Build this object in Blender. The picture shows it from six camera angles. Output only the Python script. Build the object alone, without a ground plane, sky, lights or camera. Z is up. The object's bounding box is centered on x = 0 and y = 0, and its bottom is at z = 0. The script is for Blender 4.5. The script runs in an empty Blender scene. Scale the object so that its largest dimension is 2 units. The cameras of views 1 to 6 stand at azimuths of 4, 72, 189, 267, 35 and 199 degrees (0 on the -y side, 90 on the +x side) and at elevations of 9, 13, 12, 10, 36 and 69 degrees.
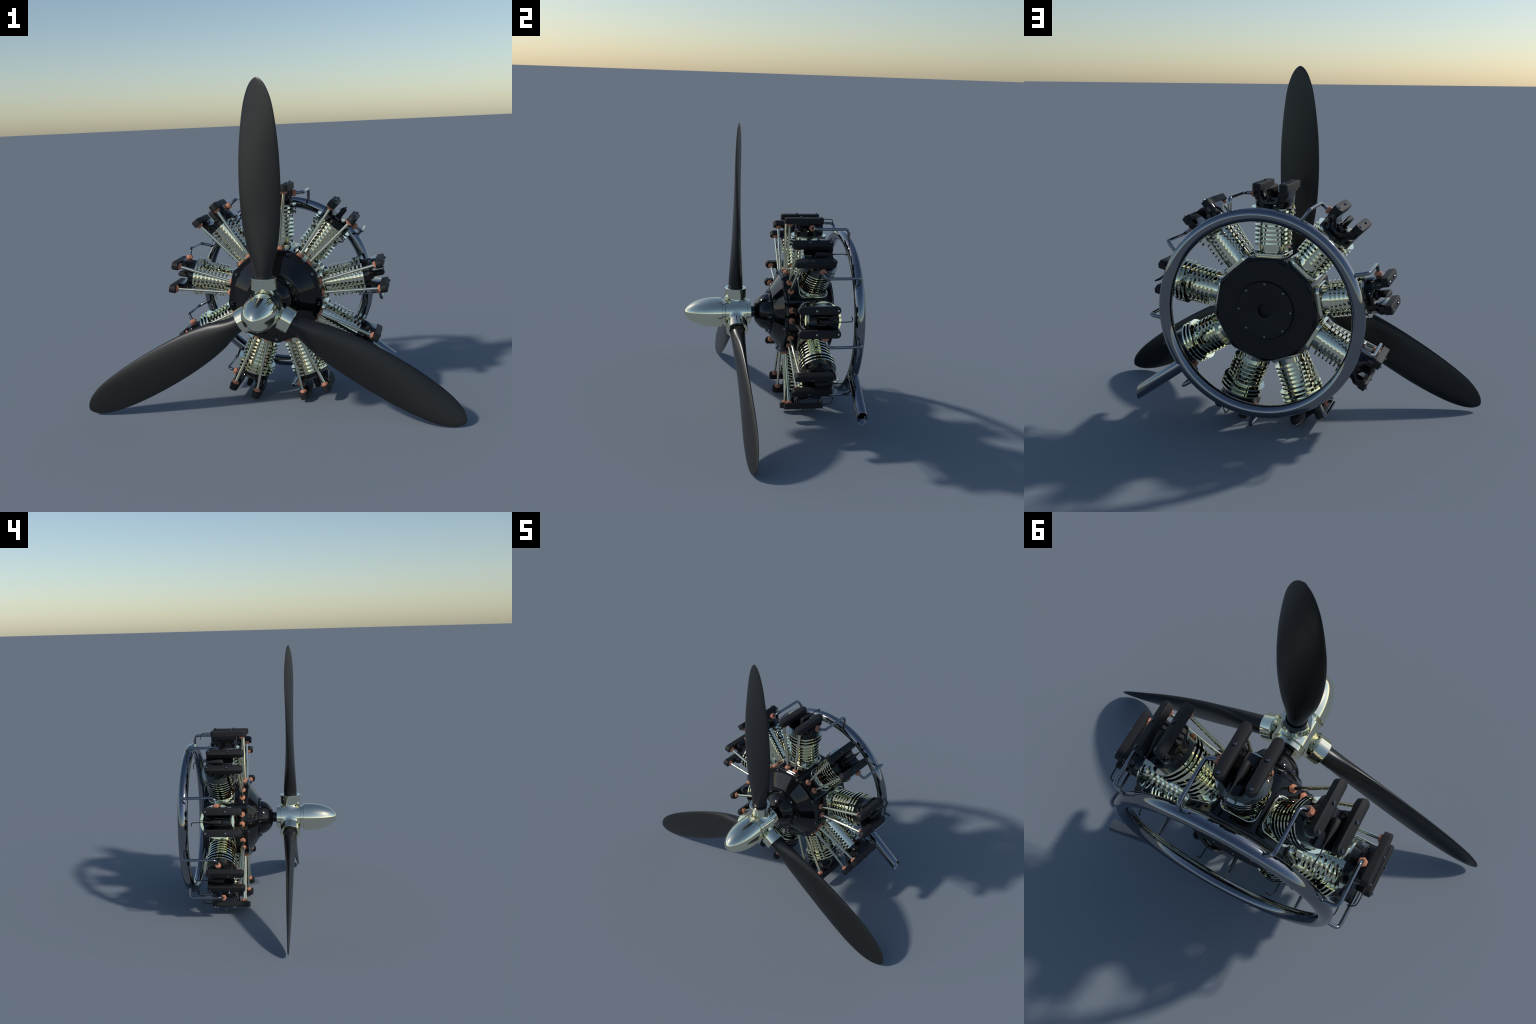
"""Nine-cylinder radial aircraft engine with a three-blade propeller.

Everything is laid out in the engine frame: the crankshaft runs along y (nose at
-y), z is up, and the whole thing is yawed a little about z by the root Empty.
One cylinder is described in its own frame (z = outward, y = along the shaft)
and the nine of them are placed by turning that frame about the shaft.
"""
import bpy, bmesh, math
from mathutils import Vector, Matrix

YAW = math.radians(-7.75)
AXIS_Z = 0.609                 # height of the crankshaft
ROOT_X = 0.0332
CYL_Y = 0.2235                 # station of the cylinder axes along the shaft
PROP_Y = -0.2215               # station of the propeller disc
CYL_ANGLES = [90 - 40 * i for i in range(9)]
PI2 = 2 * math.pi

# ------------------------------------------------------------------ materials
def new_mat(name):
    m = bpy.data.materials.new(name)
    m.use_nodes = True
    nt = m.node_tree
    return m, nt, nt.nodes["Principled BSDF"]

def grain(nt, bsdf, base, dark, scale, rough, rough_var, bump=0.0):
    """Base colour gently varied by noise on Object coordinates, varied gloss."""
    N, L = nt.nodes, nt.links
    co = N.new("ShaderNodeTexCoord")
    nz = N.new("ShaderNodeTexNoise")
    nz.inputs["Scale"].default_value = scale
    nz.inputs["Detail"].default_value = 5
    L.new(co.outputs["Object"], nz.inputs["Vector"])
    ramp = N.new("ShaderNodeValToRGB")
    ramp.color_ramp.elements[0].position = 0.3
    ramp.color_ramp.elements[1].position = 0.7
    ramp.color_ramp.elements[0].color = (*dark, 1)
    ramp.color_ramp.elements[1].color = (*base, 1)
    L.new(nz.outputs["Fac"], ramp.inputs["Fac"])
    L.new(ramp.outputs["Color"], bsdf.inputs["Base Color"])
    mr = N.new("ShaderNodeMapRange")
    mr.inputs["To Min"].default_value = rough - rough_var
    mr.inputs["To Max"].default_value = rough + rough_var
    L.new(nz.outputs["Fac"], mr.inputs["Value"])
    L.new(mr.outputs["Result"], bsdf.inputs["Roughness"])
    if bump:
        n2 = N.new("ShaderNodeTexNoise")
        n2.inputs["Scale"].default_value = 700
        L.new(co.outputs["Object"], n2.inputs["Vector"])
        b = N.new("ShaderNodeBump")
        b.inputs["Strength"].default_value = bump
        b.inputs["Distance"].default_value = 0.001
        L.new(n2.outputs["Fac"], b.inputs["Height"])
        L.new(b.outputs["Normal"], bsdf.inputs["Normal"])

def make_mat(name, base, dark, scale, rough, rvar, metallic=0.0, bump=0.0, spec=0.5):
    m, nt, b = new_mat(name)
    b.inputs["Metallic"].default_value = metallic
    b.inputs["Specular IOR Level"].default_value = spec
    grain(nt, b, base, dark, scale, rough, rvar, bump)
    return m

NICKEL = make_mat("polished_nickel", (.905, .885, .69), (.89, .87, .675), 14, .018, .006, 1.0)
STEEL = make_mat("blued_steel", (.27, .285, .31), (.25, .265, .29), 10, .05, .012, 1.0)
GLOSS = make_mat("gloss_black_enamel", (.0060, .0060, .0070), (.0048, .0048, .0056), 12, .03, .008)
MATTE = make_mat("matte_black_paint", (.0158, .0161, .0172), (.0140, .0142, .0152), 25, .62, .04, spec=.32)
BLADE = make_mat("satin_black_blade", (.0100, .0103, .0102), (.0088, .0090, .0089), 8, .34, .02, spec=.5)
COPPER = make_mat("copper_nut", (.60, .262, .165), (.55, .235, .148), 40, .55, .05, spec=.2)
RUBBER = make_mat("black_rubber", (.020, .020, .020), (.017, .017, .017), 40, .6, .05, spec=.3)

# ------------------------------------------------------------------ mesh tools
def finish(bm, name, mat, angle=35, smooth=True):
    bmesh.ops.recalc_face_normals(bm, faces=bm.faces)
    me = bpy.data.meshes.new(name)
    bm.to_mesh(me)
    bm.free()
    me.materials.append(mat)
    if smooth:
        me.polygons.foreach_set("use_smooth", [True] * len(me.polygons))
        me.set_sharp_from_angle(angle=math.radians(angle))
    me.update()
    return me

def bevel_sharp(bm, width, segs=2, angle=40, only=None):
    edges = [e for e in bm.edges if len(e.link_faces) == 2
             and e.calc_face_angle(0) > math.radians(angle) and (only is None or only(e))]
    bmesh.ops.bevel(bm, geom=edges, offset=width, segments=segs, profile=0.5,
                    affect='EDGES', clamp_overlap=True)

def axis_frame(axis):
    """Matrix taking local +z to the given axis letter."""
    if axis == 'y':
        return Matrix.Rotation(-math.pi / 2, 4, 'X')
    if axis == 'x':
        return Matrix.Rotation(math.pi / 2, 4, 'Y')
    return Matrix.Identity(4)

def lathe(bm, prof, seg=48, axis='z', at=(0, 0, 0)):
    """Revolve (radius, height) pairs round an axis through `at`; radius 0 closes."""
    M = Matrix.Translation(at) @ axis_frame(axis)
    rows = []
    for r, h in prof:
        if r <= 1e-6:
            rows.append([bm.verts.new(M @ Vector((0, 0, h)))])
        else:
            rows.append([bm.verts.new(M @ Vector((r * math.cos(PI2 * i / seg),
                                                  r * math.sin(PI2 * i / seg), h)))
                         for i in range(seg)])
    for a, b in zip(rows, rows[1:]):
        for i in range(seg):
            j = (i + 1) % seg
            if len(a) == 1 and len(b) == 1:
                continue
            if len(a) == 1:
                bm.faces.new((a[0], b[i], b[j]))
            elif len(b) == 1:
                bm.faces.new((a[i], b[0], a[j]))
            else:
                bm.faces.new((a[i], a[j], b[j], b[i]))

def loft(bm, rings, caps=True):
    rows = [[bm.verts.new(p) for p in ring] for ring in rings]
    n = len(rows[0])
    for a, b in zip(rows, rows[1:]):
        for i in range(n):
            j = (i + 1) % n
            bm.faces.new((a[i], a[j], b[j], b[i]))
    if caps:
        bm.faces.new(rows[0][::-1])
        bm.faces.new(rows[-1])

def round_rect(hx, hy, rad, n=7):
    """Rounded rectangle outline centred on 0, counter-clockwise."""
    pts = []
    for cx, cy, a0 in ((hx - rad, hy - rad, 0), (-hx + rad, hy - rad, 90),
                       (-hx + rad, -hy + rad, 180), (hx - rad, -hy + rad, 270)):
        for k in range(n + 1):
            a = math.radians(a0 + 90 * k / n)
            pts.append((cx + rad * math.cos(a), cy + rad * math.sin(a)))
    return pts

def pillow(bm, outline, z0, z1, edge, center=(0, 0), segs=3, bottom_edge=0.0):
    """Extrude a flat outline from z0 to z1 with its top edge rolled over."""
    cx, cy = center
    def ring(inset, z):
        out = []
        for x, y in outline:
            l = math.hypot(x, y) or 1
            out.append(Vector((cx + x - inset * x / l, cy + y - inset * y / l, z)))
        return out
    rings = []
    if bottom_edge:
        rings.append(ring(bottom_edge, z0))
        rings.append(ring(0, z0 + bottom_edge))
    else:
        rings.append(ring(0, z0))
    for k in range(segs + 1):
        a = math.pi / 2 * k / segs
        rings.append(ring(edge * (1 - math.cos(a)), z1 - edge + edge * math.sin(a)))
    loft(bm, rings)

def hexagon(bm, radius, h0, h1, axis='z', at=(0, 0, 0), chamfer=.12, collar=0.0, hole=0.0):
    """Hex nut with chamfered ends and an optional round collar on top."""
    M = Matrix.Translation(at) @ axis_frame(axis)
    def ring(f, z, n=6, off=0.5):
        return [M @ Vector((f * math.cos(PI2 * (i + off) / n), f * math.sin(PI2 * (i + off) / n), z))
                for i in range(n)]
    c = radius * chamfer
    loft(bm, [ring(radius - c, h0), ring(radius, h0 + c * .7),
              ring(radius, h1 - c * .7), ring(radius - c, h1)])
    if collar:
        ring_prof = [(collar, h1 - .001), (collar, h1 + .0035), (collar * .86, h1 + .005), (0, h1 + .005)]
        lathe(bm, [(0, h1 - .001)] + ring_prof, 20, axis, at)

def socket_bolt(bm, radius, height, axis='z', at=(0, 0, 0), base=0.002):
    """Cap screw: rolled rim and a sunk socket."""
    r, h = radius, height
    lathe(bm, [(0, -base), (r, -base), (r, h - r * .2), (r * .8, h), (r * .56, h),
               (r * .5, h - r * .15), (r * .5, h - r * .75), (0, h - r * .75)], 18, axis, at)

def fillet_path(pts, rad, n=6):
    """Polyline with its corners rounded by quadratic arcs."""
    P = [Vector(p) for p in pts]
    out = [P[0]]
    for a, b, c in zip(P, P[1:], P[2:]):
        d1, d2 = (a - b), (c - b)
        r = min(rad, d1.length * .48, d2.length * .48)
        s, e = b + d1.normalized() * r, b + d2.normalized() * r
        for k in range(n + 1):
            t = k / n
            out.append(s * (1 - t) ** 2 + b * 2 * t * (1 - t) + e * t * t)
    out.append(P[-1])
    return out

def tube(bm, path, radius, seg=16, cap=True):
    """Sweep a circle along a path with parallel-transported frames."""
    P = [Vector(p) for p in path]
    rad = radius if callable(radius) else (lambda t: radius)
    T = []
    for i in range(len(P)):
        a, b = P[max(i - 1, 0)], P[min(i + 1, len(P) - 1)]
        T.append((b - a).normalized())
    u = T[0].orthogonal().normalized()
    rings = []
    for i, (p, t) in enumerate(zip(P, T)):
        u = (u - t * u.dot(t)).normalized()
        v = t.cross(u)
        r = rad(i / (len(P) - 1))
        rings.append([p + (u * math.cos(PI2 * k / seg) + v * math.sin(PI2 * k / seg)) * r
                      for k in range(seg)])
    loft(bm, rings, cap)

def interp(table, x):
    """Smooth (monotone-ish cubic) interpolation of a small station table."""
    if x <= table[0][0]:
        return table[0][1]
    for i in range(len(table) - 1):
        x0, y0 = table[i]
        x1, y1 = table[i + 1]
        if x <= x1:
            def slope(k):
                if k <= 0 or k >= len(table) - 1:
                    k2 = min(max(k, 0), len(table) - 1)
                    a, b = (0, 1) if k2 == 0 else (-2, -1)
                else:
                    a, b = k - 1, k + 1
                return (table[b][1] - table[a][1]) / (table[b][0] - table[a][0])
            h = x1 - x0
            t = (x - x0) / h
            m0, m1 = slope(i) * h, slope(i + 1) * h
            return ((2 * t ** 3 - 3 * t ** 2 + 1) * y0 + (t ** 3 - 2 * t ** 2 + t) * m0
                    + (-2 * t ** 3 + 3 * t ** 2) * y1 + (t ** 3 - t ** 2) * m1)
    return table[-1][1]

# ------------------------------------------------------------------ scene graph
COLL = bpy.context.scene.collection

def put(name, data, parent, loc=(0, 0, 0), rot=None):
    o = bpy.data.objects.new(name, data)
    COLL.objects.link(o)
    o.parent = parent
    o.location = loc
    if rot is not None:
        o.rotation_euler = rot
    return o

root = bpy.data.objects.new("radial_aircraft_engine", None)
COLL.objects.link(root)
root.empty_display_size = 0.2
root.location = (ROOT_X, 0, 0)
root.rotation_euler = (0, 0, YAW)
root["label"] = "nine-cylinder radial aircraft engine with three-blade black propeller"
root["category"] = "aircraft engine"

AX = (0, 0, AXIS_Z)

def about_shaft(angle_deg):
    """Turn a frame drawn pointing up (+z) to the given clock angle."""
    return (0, math.radians(90 - angle_deg), 0)

def applied(obj):
    """Mesh of obj with its modifiers evaluated."""
    dg = bpy.context.evaluated_depsgraph_get()
    me = bpy.data.meshes.new_from_object(obj.evaluated_get(dg))
    return me

# ------------------------------------------------------------------ crankcase
def polygon_ring(apothem, y, n=9, corner=0.0, k=3):
    """9-gon outline with flats facing the cylinders; corners may be rounded."""
    R = apothem / math.cos(math.pi / n)
    pts = []
    for i in range(n):
        a = math.radians(90 + 20 + 40 * i)
        if corner <= 0:
            pts.append(Vector((R * math.cos(a), y, R * math.sin(a))))
        else:
            V = Vector((R * math.cos(a), 0, R * math.sin(a)))
            ap, an = a - math.radians(40), a + math.radians(40)
            Pv = Vector((R * math.cos(ap), 0, R * math.sin(ap)))
            Nx = Vector((R * math.cos(an), 0, R * math.sin(an)))
            s, e = V + (Pv - V).normalized() * corner, V + (Nx - V).normalized() * corner
            for j in range(k + 1):
                t = j / k
                q = s * (1 - t) ** 2 + V * 2 * t * (1 - t) + e * t * t
                pts.append(Vector((q.x, y, q.z)))
    return pts

bm = bmesh.new()
AP = 0.2525
loft(bm, [polygon_ring(.15, .050, corner=.01), polygon_ring(AP - .030, .052, corner=.016),
          polygon_ring(AP - .0035, .0535, corner=.018),
          polygon_ring(AP, .057, corner=.018), polygon_ring(AP, .0665, corner=.018),
          polygon_ring(AP - .002, .0685, corner=.018), polygon_ring(AP - .002, .071, corner=.018),
          polygon_ring(AP, .073, corner=.018),
          polygon_ring(AP, .332, corner=.018), polygon_ring(AP - .0010, .338, corner=.019),
          polygon_ring(AP - .0038, .344, corner=.020), polygon_ring(AP - .0080, .348, corner=.021),
          polygon_ring(AP - .0140, .350, corner=.022)], caps=False)
crankcase = put("crankcase", finish(bm, "crankcase", GLOSS, 25), root, AX)

bm = bmesh.new()
lathe(bm, [(0, .02), (.230, .0545), (.2275, .0522), (.2245, .0500), (.2205, .0475), (.214, .0430), (.195, .0295),
           (.165, .0080), (.150, -.0025), (.146, -.0050), (.142, -.0065), (.10, -.0065), (0, -.0065)], 96, 'y')
put("nose_cone", finish(bm, "nose_cone", GLOSS, 40), crankcase)

bm = bmesh.new()
dome = [(0, 0), (.1365, -.004), (.1375, -.0055), (.1375, -.0155), (.136, -.0175), (.116, -.0175), (.1135, -.019)]
for k in range(1, 15):
    a = math.radians(3 + 66 * k / 14)
    dome.append((.113 * math.cos(a), -.017 - .0905 * math.sin(a)))
dome += [(.034, -.1025), (0, -.1025)]
lathe(bm, dome, 72, 'y')
put("nose_dome", finish(bm, "nose_dome", GLOSS, 30), crankcase)

bm = bmesh.new()
lathe(bm, [(0, -.145), (.034, -.145), (.034, -.095), (0, -.095)], 40, 'y')
put("propeller_shaft", finish(bm, "propeller_shaft", GLOSS), crankcase)

bm = bmesh.new()
lathe(bm, [(0, .340), (.2455, .340), (.2455, .3520), (.2445, .3530), (.1452, .3530), (.1452, .3420), (.1418, .3420),
           (.1418, .3600), (.1408, .3610), (.0362, .3610), (.0350, .3604), (.0345, .3590), (.0345, .27), (0, .27)], 90, 'y')
put("rear_cover", finish(bm, "rear_cover", MATTE), crankcase)

bm = bmesh.new()  # added gloss-black cup lining the rear cover's hole, to make it look darker
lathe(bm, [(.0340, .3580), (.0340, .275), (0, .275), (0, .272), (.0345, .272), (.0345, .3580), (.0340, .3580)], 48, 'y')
put("hole_darkening_liner", finish(bm, "hole_darkening_liner", GLOSS), crankcase)

def bolt_mesh(name, r, h):
    b = bmesh.new()
    socket_bolt(b, r, h)
    return finish(b, name, STEEL)

FRONT_BOLT = bolt_mesh("case_bolt", .0088, .0095)
DOME_BOLT = bolt_mesh("dome_bolt", .0068, .009)
REAR_BOLT = bolt_mesh("rear_cover_bolt", .0064, .0055)
FACE_FRONT = (math.pi / 2, 0, 0)
FACE_REAR = (-math.pi / 2, 0, 0)
for i in range(9):
    a = math.radians(70 + 40 * i)
    put("case_bolt", FRONT_BOLT, crankcase, (.2435 * math.cos(a), .0535, .2435 * math.sin(a)), FACE_FRONT)
for i in range(8):
    a = math.radians(45 * i)
    put("dome_bolt", DOME_BOLT, crankcase, (.1255 * math.cos(a), -.0172, .1255 * math.sin(a)), FACE_FRONT)
    put("rear_cover_bolt", REAR_BOLT, crankcase, (.1310 * math.cos(a), .3610, .1310 * math.sin(a)), FACE_REAR)

# ------------------------------------------------------------------ propeller
bm = bmesh.new()
lathe(bm, [(0, -.3125), (.0745, -.3125), (.0755, -.3115), (.0755, -.2895), (.0735, -.2885), (.0735, -.2880), (.0858, -.2880), (.0865, -.2873), (.0865, -.1560), (.0858, -.1553), (.0735, -.1553), (.0735, -.1530), (.0750, -.152), (.0750, -.1300), (.0738, -.1285), (.046, -.1285), (.044, -.131), (.044, -.14), (0, -.14)], 72, 'y')
# blade sockets: a neck that flares into the barrel with a rolled fillet
NECK_R, FIL, HUB_R = .0475, .0190, .0865
for a in (90, 210, 330):
    b2 = bmesh.new()
    rings = []
    for k in range(17):
        q = math.pi / 2 * k / 16
        d = NECK_R + FIL * (1 - math.sin(q))
        h = FIL * (1 - math.cos(q)) - (.0004 if k == 0 else 0)
        rings.append([Vector((d * math.cos(PI2 * i / 96), d * math.sin(PI2 * i / 96),
                              math.sqrt(HUB_R ** 2 - (d * math.cos(PI2 * i / 96)) ** 2) + h)) for i in range(96)])
    rings.append([Vector((p.x, p.y, .112)) for p in rings[-1]])
    loft(b2, rings, False)
    M = Matrix.Translation((0, PROP_Y, 0)) @ Matrix.Rotation(math.radians(90 - a), 4, 'Y')
    b2.transform(M)
    tmp = bpy.data.meshes.new("tmp")
    b2.to_mesh(tmp)
    b2.free()
    bm.from_mesh(tmp)
    bpy.data.meshes.remove(tmp)
propeller = put("propeller", finish(bm, "propeller_hub", NICKEL, 24), root, AX)

bm = bmesh.new()
spin = [(0, -.309), (.0900, -.309), (.0915, -.3105)]
for k in range(0, 41):
    t = k / 40
    y = -.335 - .2 * math.sin(math.pi / 2 * t)
    u = (-.335 - y) / .2
    spin.append((.0915 * max(0, 1 - u ** 2.15) ** .56, y))
spin[-1] = (0, -.535)
lathe(bm, spin, 80, 'y')
put("spinner", finish(bm, "spinner", NICKEL, 30), propeller)

bm = bmesh.new()
lathe(bm, [(.045, .0965), (.0658, .0965), (.0666, .0973), (.0666, .1550), (.0652, .1568), (.0485, .1568),
           (.0472, .1555), (.0472, .120), (.045, .0965)], 64)
COLLAR = finish(bm, "blade_collar", NICKEL, 30)

HALF_CHORD = [(.10, .0425), (.150, .0432), (.179, .0455), (.215, .052), (.252, .062), (.288, .073), (.325, .082),
              (.397, .0935), (.469, .1012), (.541, .106), (.612, .1085), (.66, .1093), (.717, .109),
              (.787, .1074), (.857, .1035), (.933, .0965), (1.008, .0855), (1.058, .0735), (1.103, .0563),
              (1.130, .0405), (1.147, .0245), (1.155, .0125), (1.1585, .003)]
THICK = [(.10, .085), (.150, .0864), (.20, .0860), (.25, .080), (.33, .0695), (.45, .0553), (.55, .0485), (.66, .0435),
         (.78, .0375), (.9, .0300), (1.0, .0220), (1.06, .0175), (1.10, .0135), (1.13, .0105), (1.15, .007), (1.1585, .003)]
TWIST = [(.10, 0), (.25, .02), (.33, .045), (.45, .06), (.55, .08), (.66, .12), (.78, .175), (.9, .245), (1.0, .285),
         (1.06, .30), (1.10, .315), (1.1585, .33)]
SWEEP = [(.10, 0), (.4, -.001), (.6, -.001), (.8, .001), (.93, .003), (1.05, .0048), (1.1585, .0045)]
RAKE = [(.10, 0), (.5, -.0025), (.9, -.004), (1.1585, -.0045)]

def blade_mesh(pitch):
    """Loft of the blade; `pitch` scales the wash-in of its twist."""
    b = bmesh.new()
    rings = []
    NS, NP = 72, 56
    for i in range(NS + 1):
        t = i / NS
        z = .112 + (1.1585 - .112) * (1 - (1 - t) ** 1.35)
        a, th, s = 1.012 * interp(HALF_CHORD, z), interp(THICK, z), interp(TWIST, z) * pitch
        c = math.sqrt(1 - s * s)
        e = 1 + .12 * min(1, max(0, (z - .16) / .25))
        ring = []
        for k in range(NP):
            q = PI2 * k / NP
            x = a * math.cos(q)
            y = th / 2 * math.copysign(abs(math.sin(q)) ** e, math.sin(q))
            # leading edge turned toward the nose
            ring.append(Vector((x * c + y * s + interp(SWEEP, z), y * c - x * s + interp(RAKE, z), z)))
        rings.append(ring)
    loft(b, rings)
    return finish(b, "propeller_blade", BLADE, 60)

BLADE_ME = blade_mesh(1.0)
FLAT_BLADE_ME = blade_mesh(0.06)       # the lower blade on the -x side is set nearly flat
for a, me in ((90, BLADE_ME), (330, BLADE_ME), (210, FLAT_BLADE_ME)):
    put("propeller_blade", me, propeller, (0, PROP_Y, 0), about_shaft(a)).scale = (1, 1, 1.0022)
    put("blade_collar", COLLAR, propeller, (0, PROP_Y, 0), about_shaft(a))

# ------------------------------------------------------------------ one cylinder (z outward, y along shaft)
Y0 = CYL_Y
bm = bmesh.new()
# flange: a rounded-square tray with a rolled rim, the holding-down bolts stand in it
def flange_ring(d, z):
    return [Vector((x, Y0 + y, z)) for x, y in round_rect(.0830 - d, .0870 - d, .036 - d, 8)]
rim = [(0, .2505), (0, .2655)]
rim += [(.0036 * (1 - math.cos(math.radians(q))), .2655 + .0036 * math.sin(math.radians(q))) for q in (22, 45, 67, 90)]
rim += [(.0048, .2691), (.0060, .2691), (.0060, .2640), (.0066, .2634), (.0100, .2634)]
loft(bm, [flange_ring(d, z) for d, z in rim])
lathe(bm, [(0, .262), (.0745, .262), (.0745, .2725), (.0735, .2735), (.0695, .2735), (.0695, .3065),
           (.0690, .3065), (.0690, .430), (.0740, .430), (.0740, .488), (0, .488)], 64, at=(0, Y0, 0))
CYL_ME = finish(bm, "cylinder_barrel", NICKEL, 28)

def fin_mesh(name, r):
    b = bmesh.new()
    h = .0044
    lathe(b, [(.060, -h), (r, -h), (r, h), (.060, h), (.060, -h)], 96)
    return finish(b, name, NICKEL, 30)
FIN_LOW = fin_mesh("cooling_fin_small", .0915)
FIN_TOP = fin_mesh("cooling_fin_large", .1075)

BASE_BOLT = bolt_mesh("flange_bolt", .0082, .0150)

# head: one casting that starts as a round drum and grows into the two towers
# that carry the rocker covers; a broad U trough is cut between them
def plan(z):
    """Outline of the casting at height z: circle below, rounded block above."""
    t = min(1, max(0, (z - .512) / .036))
    t = t * t * (3 - 2 * t)
    out = []
    n = 96
    hx, y0, y1 = .0898, .1270, .3005
    hy, cy = (y1 - y0) / 2, (y0 + y1) / 2
    for k in range(n):
        a = PI2 * k / n
        c, s_ = math.cos(a), math.sin(a)
        # superellipse block against the drum circle, both as polar radii
        p = 6
        block = (abs(c / hx) ** p + abs(s_ / hy) ** p) ** (-1 / p)
        bx, by = block * c, cy + block * s_
        rx, ry = .0885 * c, Y0 + .0885 * s_
        out.append(Vector((rx + (bx - rx) * t, ry + (by - ry) * t, z)))
    return out

bm = bmesh.new()
zs = [.4845] + [.500 + .004 * k for k in range(14)] + [.5692]
loft(bm, [plan(z) for z in zs])
body_ob = put("head_blank", finish(bm, "head_blank", GLOSS), None)
bm = bmesh.new()
prof = [(.0455, .60)]
for k in range(17):
    a = math.pi * k / 16
    c, s_ = math.cos(a), math.sin(a)
    prof.append((.0435 * math.copysign(abs(c) ** .72, c), .566 - .0425 * abs(s_) ** .8))
prof.append((-.0455, .60))
loft(bm, [[Vector((x, y, z)) for x, z in prof] for y in (.05, .40)])
cut_ob = put("trough_cutter", finish(bm, "trough_cutter", GLOSS), None)
mod = body_ob.modifiers.new("trough", 'BOOLEAN')
mod.operation, mod.object, mod.solver = 'DIFFERENCE', cut_ob, 'EXACT'
bpy.context.view_layer.update()
carved = applied(body_ob)
bpy.data.objects.remove(body_ob)
bpy.data.objects.remove(cut_ob)

bm = bmesh.new()
bm.from_mesh(carved)
bevel_sharp(bm, .006, 4, 38, only=lambda e: min(v.co.z for v in e.verts) < .5675 and min(v.co.z for v in e.verts) > .50)
# exhaust port boss on the +x side
lathe(bm, [(0, .06), (.0175, .06), (.0175, .0900), (.0160, .0915), (0, .0915)], 28, 'x', (0, Y0, .548))
# raised rounded frame round the spark plug
ring_o, ring_i = round_rect(.0245, .0300, .010, 5), round_rect(.0195, .0250, .007, 5)
cyw = .2080
loft(bm, [[Vector((x, cyw + y, .512)) for x, y in ring_o], [Vector((x, cyw + y, .5330)) for x, y in ring_o],
          [Vector((x * .96, cyw + y * .97, .5345)) for x, y in ring_o],
          [Vector((x * 1.04, cyw + y * 1.03, .5345)) for x, y in ring_i],
          [Vector((x, cyw + y, .5330)) for x, y in ring_i], [Vector((x, cyw + y, .518)) for x, y in ring_i]])
HEAD_ME = finish(bm, "cylinder_head", GLOSS, 32)
HEAD_ME.materials.clear()
HEAD_ME.materials.append(GLOSS)

# rocker cover: a long slab with round ends, drawn about its own centre
bm = bmesh.new()
CV0, CV1 = .0585, .3015
hl, hw = (CV1 - CV0) / 2, .0232
pillow_out = round_rect(hw, hl, .0222, 9)
cyv = (CV0 + CV1) / 2
def cover_ring(inset, z):
    return [Vector((x * (1 - inset / hw), cyv + y * (1 - inset / hl), z)) for x, y in pillow_out]
loft(bm, [cover_ring(.001, .5695), cover_ring(0, .5705), cover_ring(0, .5990), cover_ring(.0005, .6015),
          cover_ring(.0018, .6035), cover_ring(.0038, .6045)])
COVER_ME = finish(bm, "rocker_cover", MATTE, 30)
COVER_BOLT = bolt_mesh("cover_bolt", .0061, .0085)

# pushrods with their nuts
ROD_LO = lambda sx: Vector((sx * .0310, .0875, .2515))
ROD_HI = lambda sx: Vector((sx * .0650, .0925, .5700))
def rod_mesh(sx):
    b = bmesh.new()
    tube(b, [ROD_LO(sx), ROD_HI(sx)], .0084, 20)
    return finish(b, "pushrod", NICKEL)
ROD = {s: rod_mesh(s) for s in (-1, 1)}
bm = bmesh.new()
hexagon(bm, .0200, 0, .0105, collar=.0135)
NUT = finish(bm, "hex_nut", COPPER, 25)
bm = bmesh.new()
hexagon(bm, .0205, 0, .0125, collar=.0155)
lathe(bm, [(0, -.007), (.0165, -.007), (.0165, -.003), (.0145, -.002), (.0145, .001), (0, .001)], 24)
EX_NUT = finish(bm, "exhaust_nut", COPPER, 25)

# ignition boot: stub standing on the plug, swept back to a thin tail
bm = bmesh.new()
rings = []
for y, hw_, lo, hi in [(.1865, .0060, .538, .582), (.1880, .0110, .528, .591), (.1915, .0134, .520, .5955), (.2050, .0140, .518, .5972),
                       (.2200, .0140, .519, .5970), (.2300, .0136, .528, .5962), (.2420, .0124, .549, .5945),
                       (.2600, .0092, .566, .5920), (.2800, .0055, .5755, .5893), (.2960, .0034, .5800, .5868)]:
    out = round_rect(hw_, (hi - lo) / 2, min(hw_, (hi - lo) / 2) * .85, 4)
    rings.append([Vector((x, y, (lo + hi) / 2 + z)) for x, z in out])
loft(bm, rings)
BOOT_ME = finish(bm, "ignition_boot", RUBBER, 50)
bm = bmesh.new()
wire = fillet_path([(0, .290, .5835), (0, .335, .586), (-.001, .370, .5825), (-.012, .378, .562), (-.0235, .377, .5455)], .02, 6)
tube(bm, wire, .0028, 10)
WIRE_ME = finish(bm, "ignition_wire", RUBBER)

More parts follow.
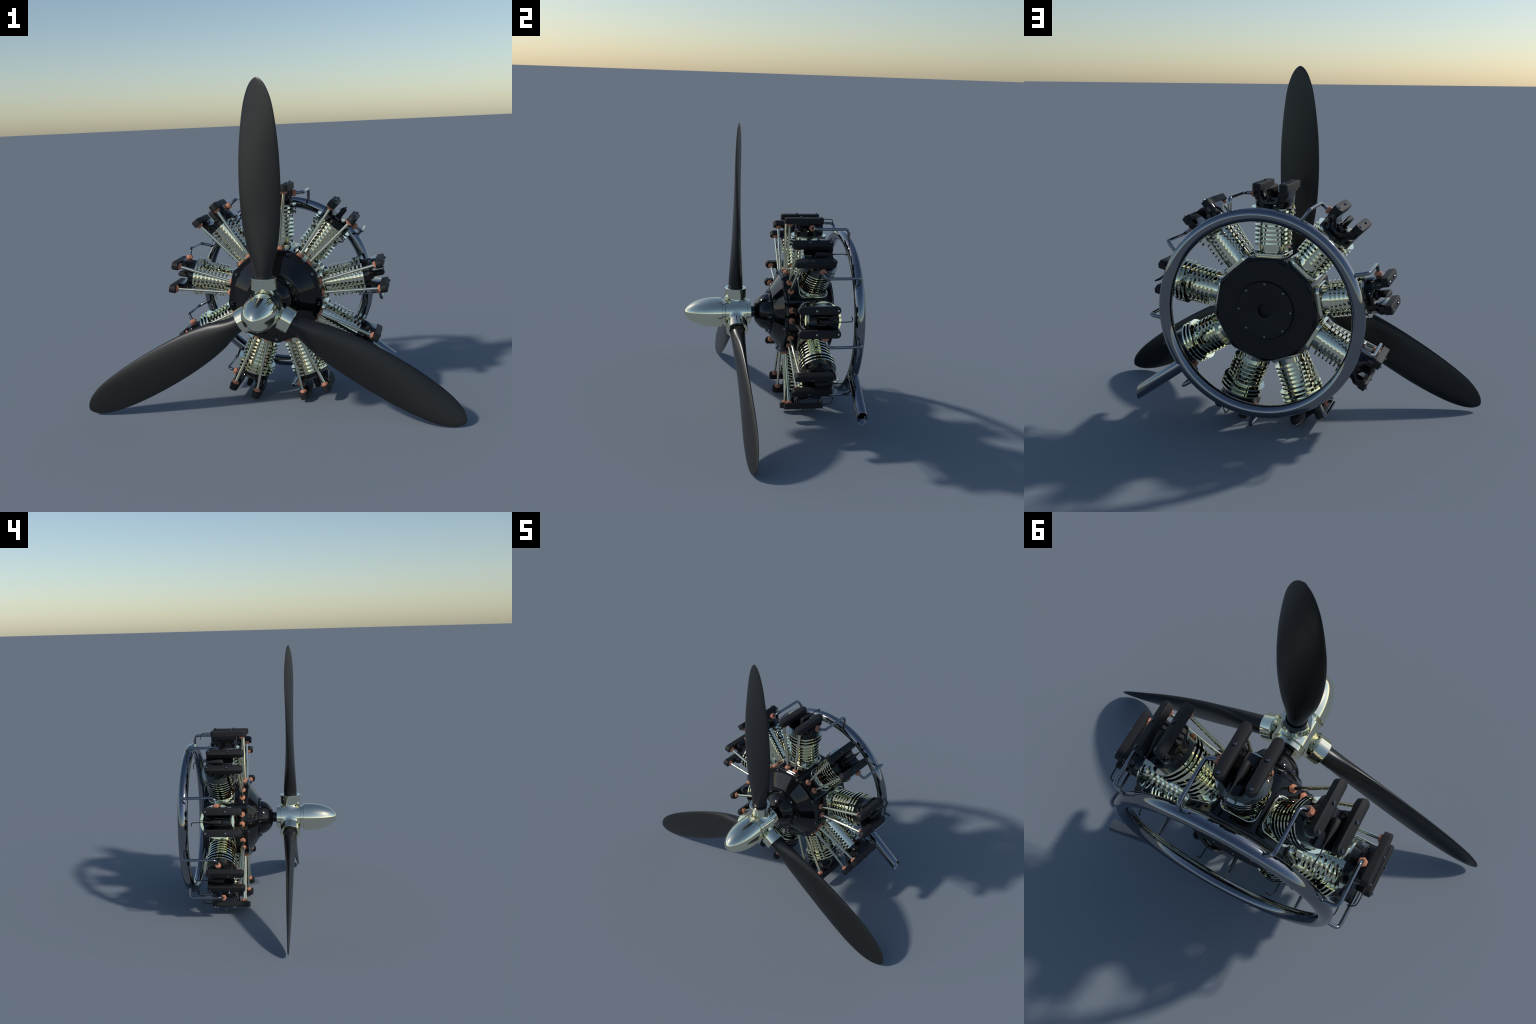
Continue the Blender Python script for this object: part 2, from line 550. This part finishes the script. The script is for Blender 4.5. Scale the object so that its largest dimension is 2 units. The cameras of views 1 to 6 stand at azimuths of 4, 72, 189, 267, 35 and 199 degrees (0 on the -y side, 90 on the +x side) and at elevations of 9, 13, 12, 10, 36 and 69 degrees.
FLANGE_BOLTS = [(sx * .0655, Y0 + sy * .0620) for sx in (-1, 1) for sy in (-1, 1)]
for th in CYL_ANGLES:
    cyl = put("cylinder", CYL_ME, root, AX, about_shaft(th))
    for k in range(9):
        put("cooling_fin", FIN_LOW if k < 6 else FIN_TOP, cyl, (0, Y0, .3105 + .0217 * k))
    for x, y in FLANGE_BOLTS:
        put("flange_bolt", BASE_BOLT, cyl, (x, y, .2634))
    put("cylinder_head", HEAD_ME, cyl)
    for sx in (-1, 1):
        put("rocker_cover", COVER_ME, cyl, (sx * .0668, 0, 0))
        for y in (.1592, .2835):
            put("cover_bolt", COVER_BOLT, cyl, (sx * .0668, y, .6045))
        put("pushrod", ROD[sx], cyl)
        d = (ROD_HI(sx) - ROD_LO(sx)).normalized()
        q = d.to_track_quat('Z', 'Y').to_euler()
        qd = (-d).to_track_quat('Z', 'Y').to_euler()
        put("hex_nut", NUT, cyl, ROD_LO(sx) + d * .0015, q)
        put("hex_nut", NUT, cyl, ROD_HI(sx) - d * .0005, qd)
    put("exhaust_nut", EX_NUT, cyl, (.0945, Y0, .548), (0, math.pi / 2, 0))
    put("ignition_boot", BOOT_ME, cyl)
    put("ignition_wire", WIRE_ME, cyl)

# ------------------------------------------------------------------ exhaust collector
RING_R, RING_T, RING_Y = .479, .0322, .4445
bm = bmesh.new()
NU, NV = 144, 32
grid = []
for i in range(NU):
    a = PI2 * i / NU
    grid.append([bm.verts.new(((RING_R + RING_T * math.cos(PI2 * j / NV)) * math.cos(a),
                               RING_Y + RING_T * math.sin(PI2 * j / NV),
                               (RING_R + RING_T * math.cos(PI2 * j / NV)) * math.sin(a))) for j in range(NV)])
for i in range(NU):
    for j in range(NV):
        bm.faces.new((grid[i][j], grid[(i + 1) % NU][j], grid[(i + 1) % NU][(j + 1) % NV], grid[i][(j + 1) % NV]))
collector = put("exhaust_collector", finish(bm, "exhaust_collector", STEEL, 60), root, AX)

bm = bmesh.new()
path = fillet_path([(.100, Y0, .548), (.1500, Y0 + .010, .5500), (.1490, .4385, .5500), (.1455, .4425, .470)], .026, 7)
tube(bm, path, .0088, 18)
PIPE_ME = finish(bm, "exhaust_pipe", STEEL, 60)
for th in CYL_ANGLES:
    put("exhaust_pipe", PIPE_ME, collector, (0, 0, 0), about_shaft(th))

# tail pipe: hollow tube leaving the ring low on the +x side, mouth sliced upright
TA = math.radians(-35.9)
def tail_ring(radius, x_end, seg=40):
    d = Vector((math.cos(TA), 0, math.sin(TA)))
    n = Vector((-math.sin(TA), 0, math.cos(TA)))
    ring = []
    for k in range(seg):
        a = PI2 * k / seg
        off = n * math.cos(a) * radius + Vector((0, 1, 0)) * math.sin(a) * radius
        s = (x_end - off.x) / d.x
        ring.append(d * s + off + Vector((0, RING_Y, 0)))
    return ring
bm = bmesh.new()
rows = [[bm.verts.new(p) for p in tail_ring(r, x)] for r, x in
        ((.0322, .385), (.0322, .6330), (.0316, .6338), (.0292, .6338), (.0286, .6330), (.0286, .40))]
for a, b in zip(rows, rows[1:]):
    for i in range(40):
        j = (i + 1) % 40
        bm.faces.new((a[i], a[j], b[j], b[i]))
put("tail_pipe", finish(bm, "tail_pipe", STEEL, 40), collector)
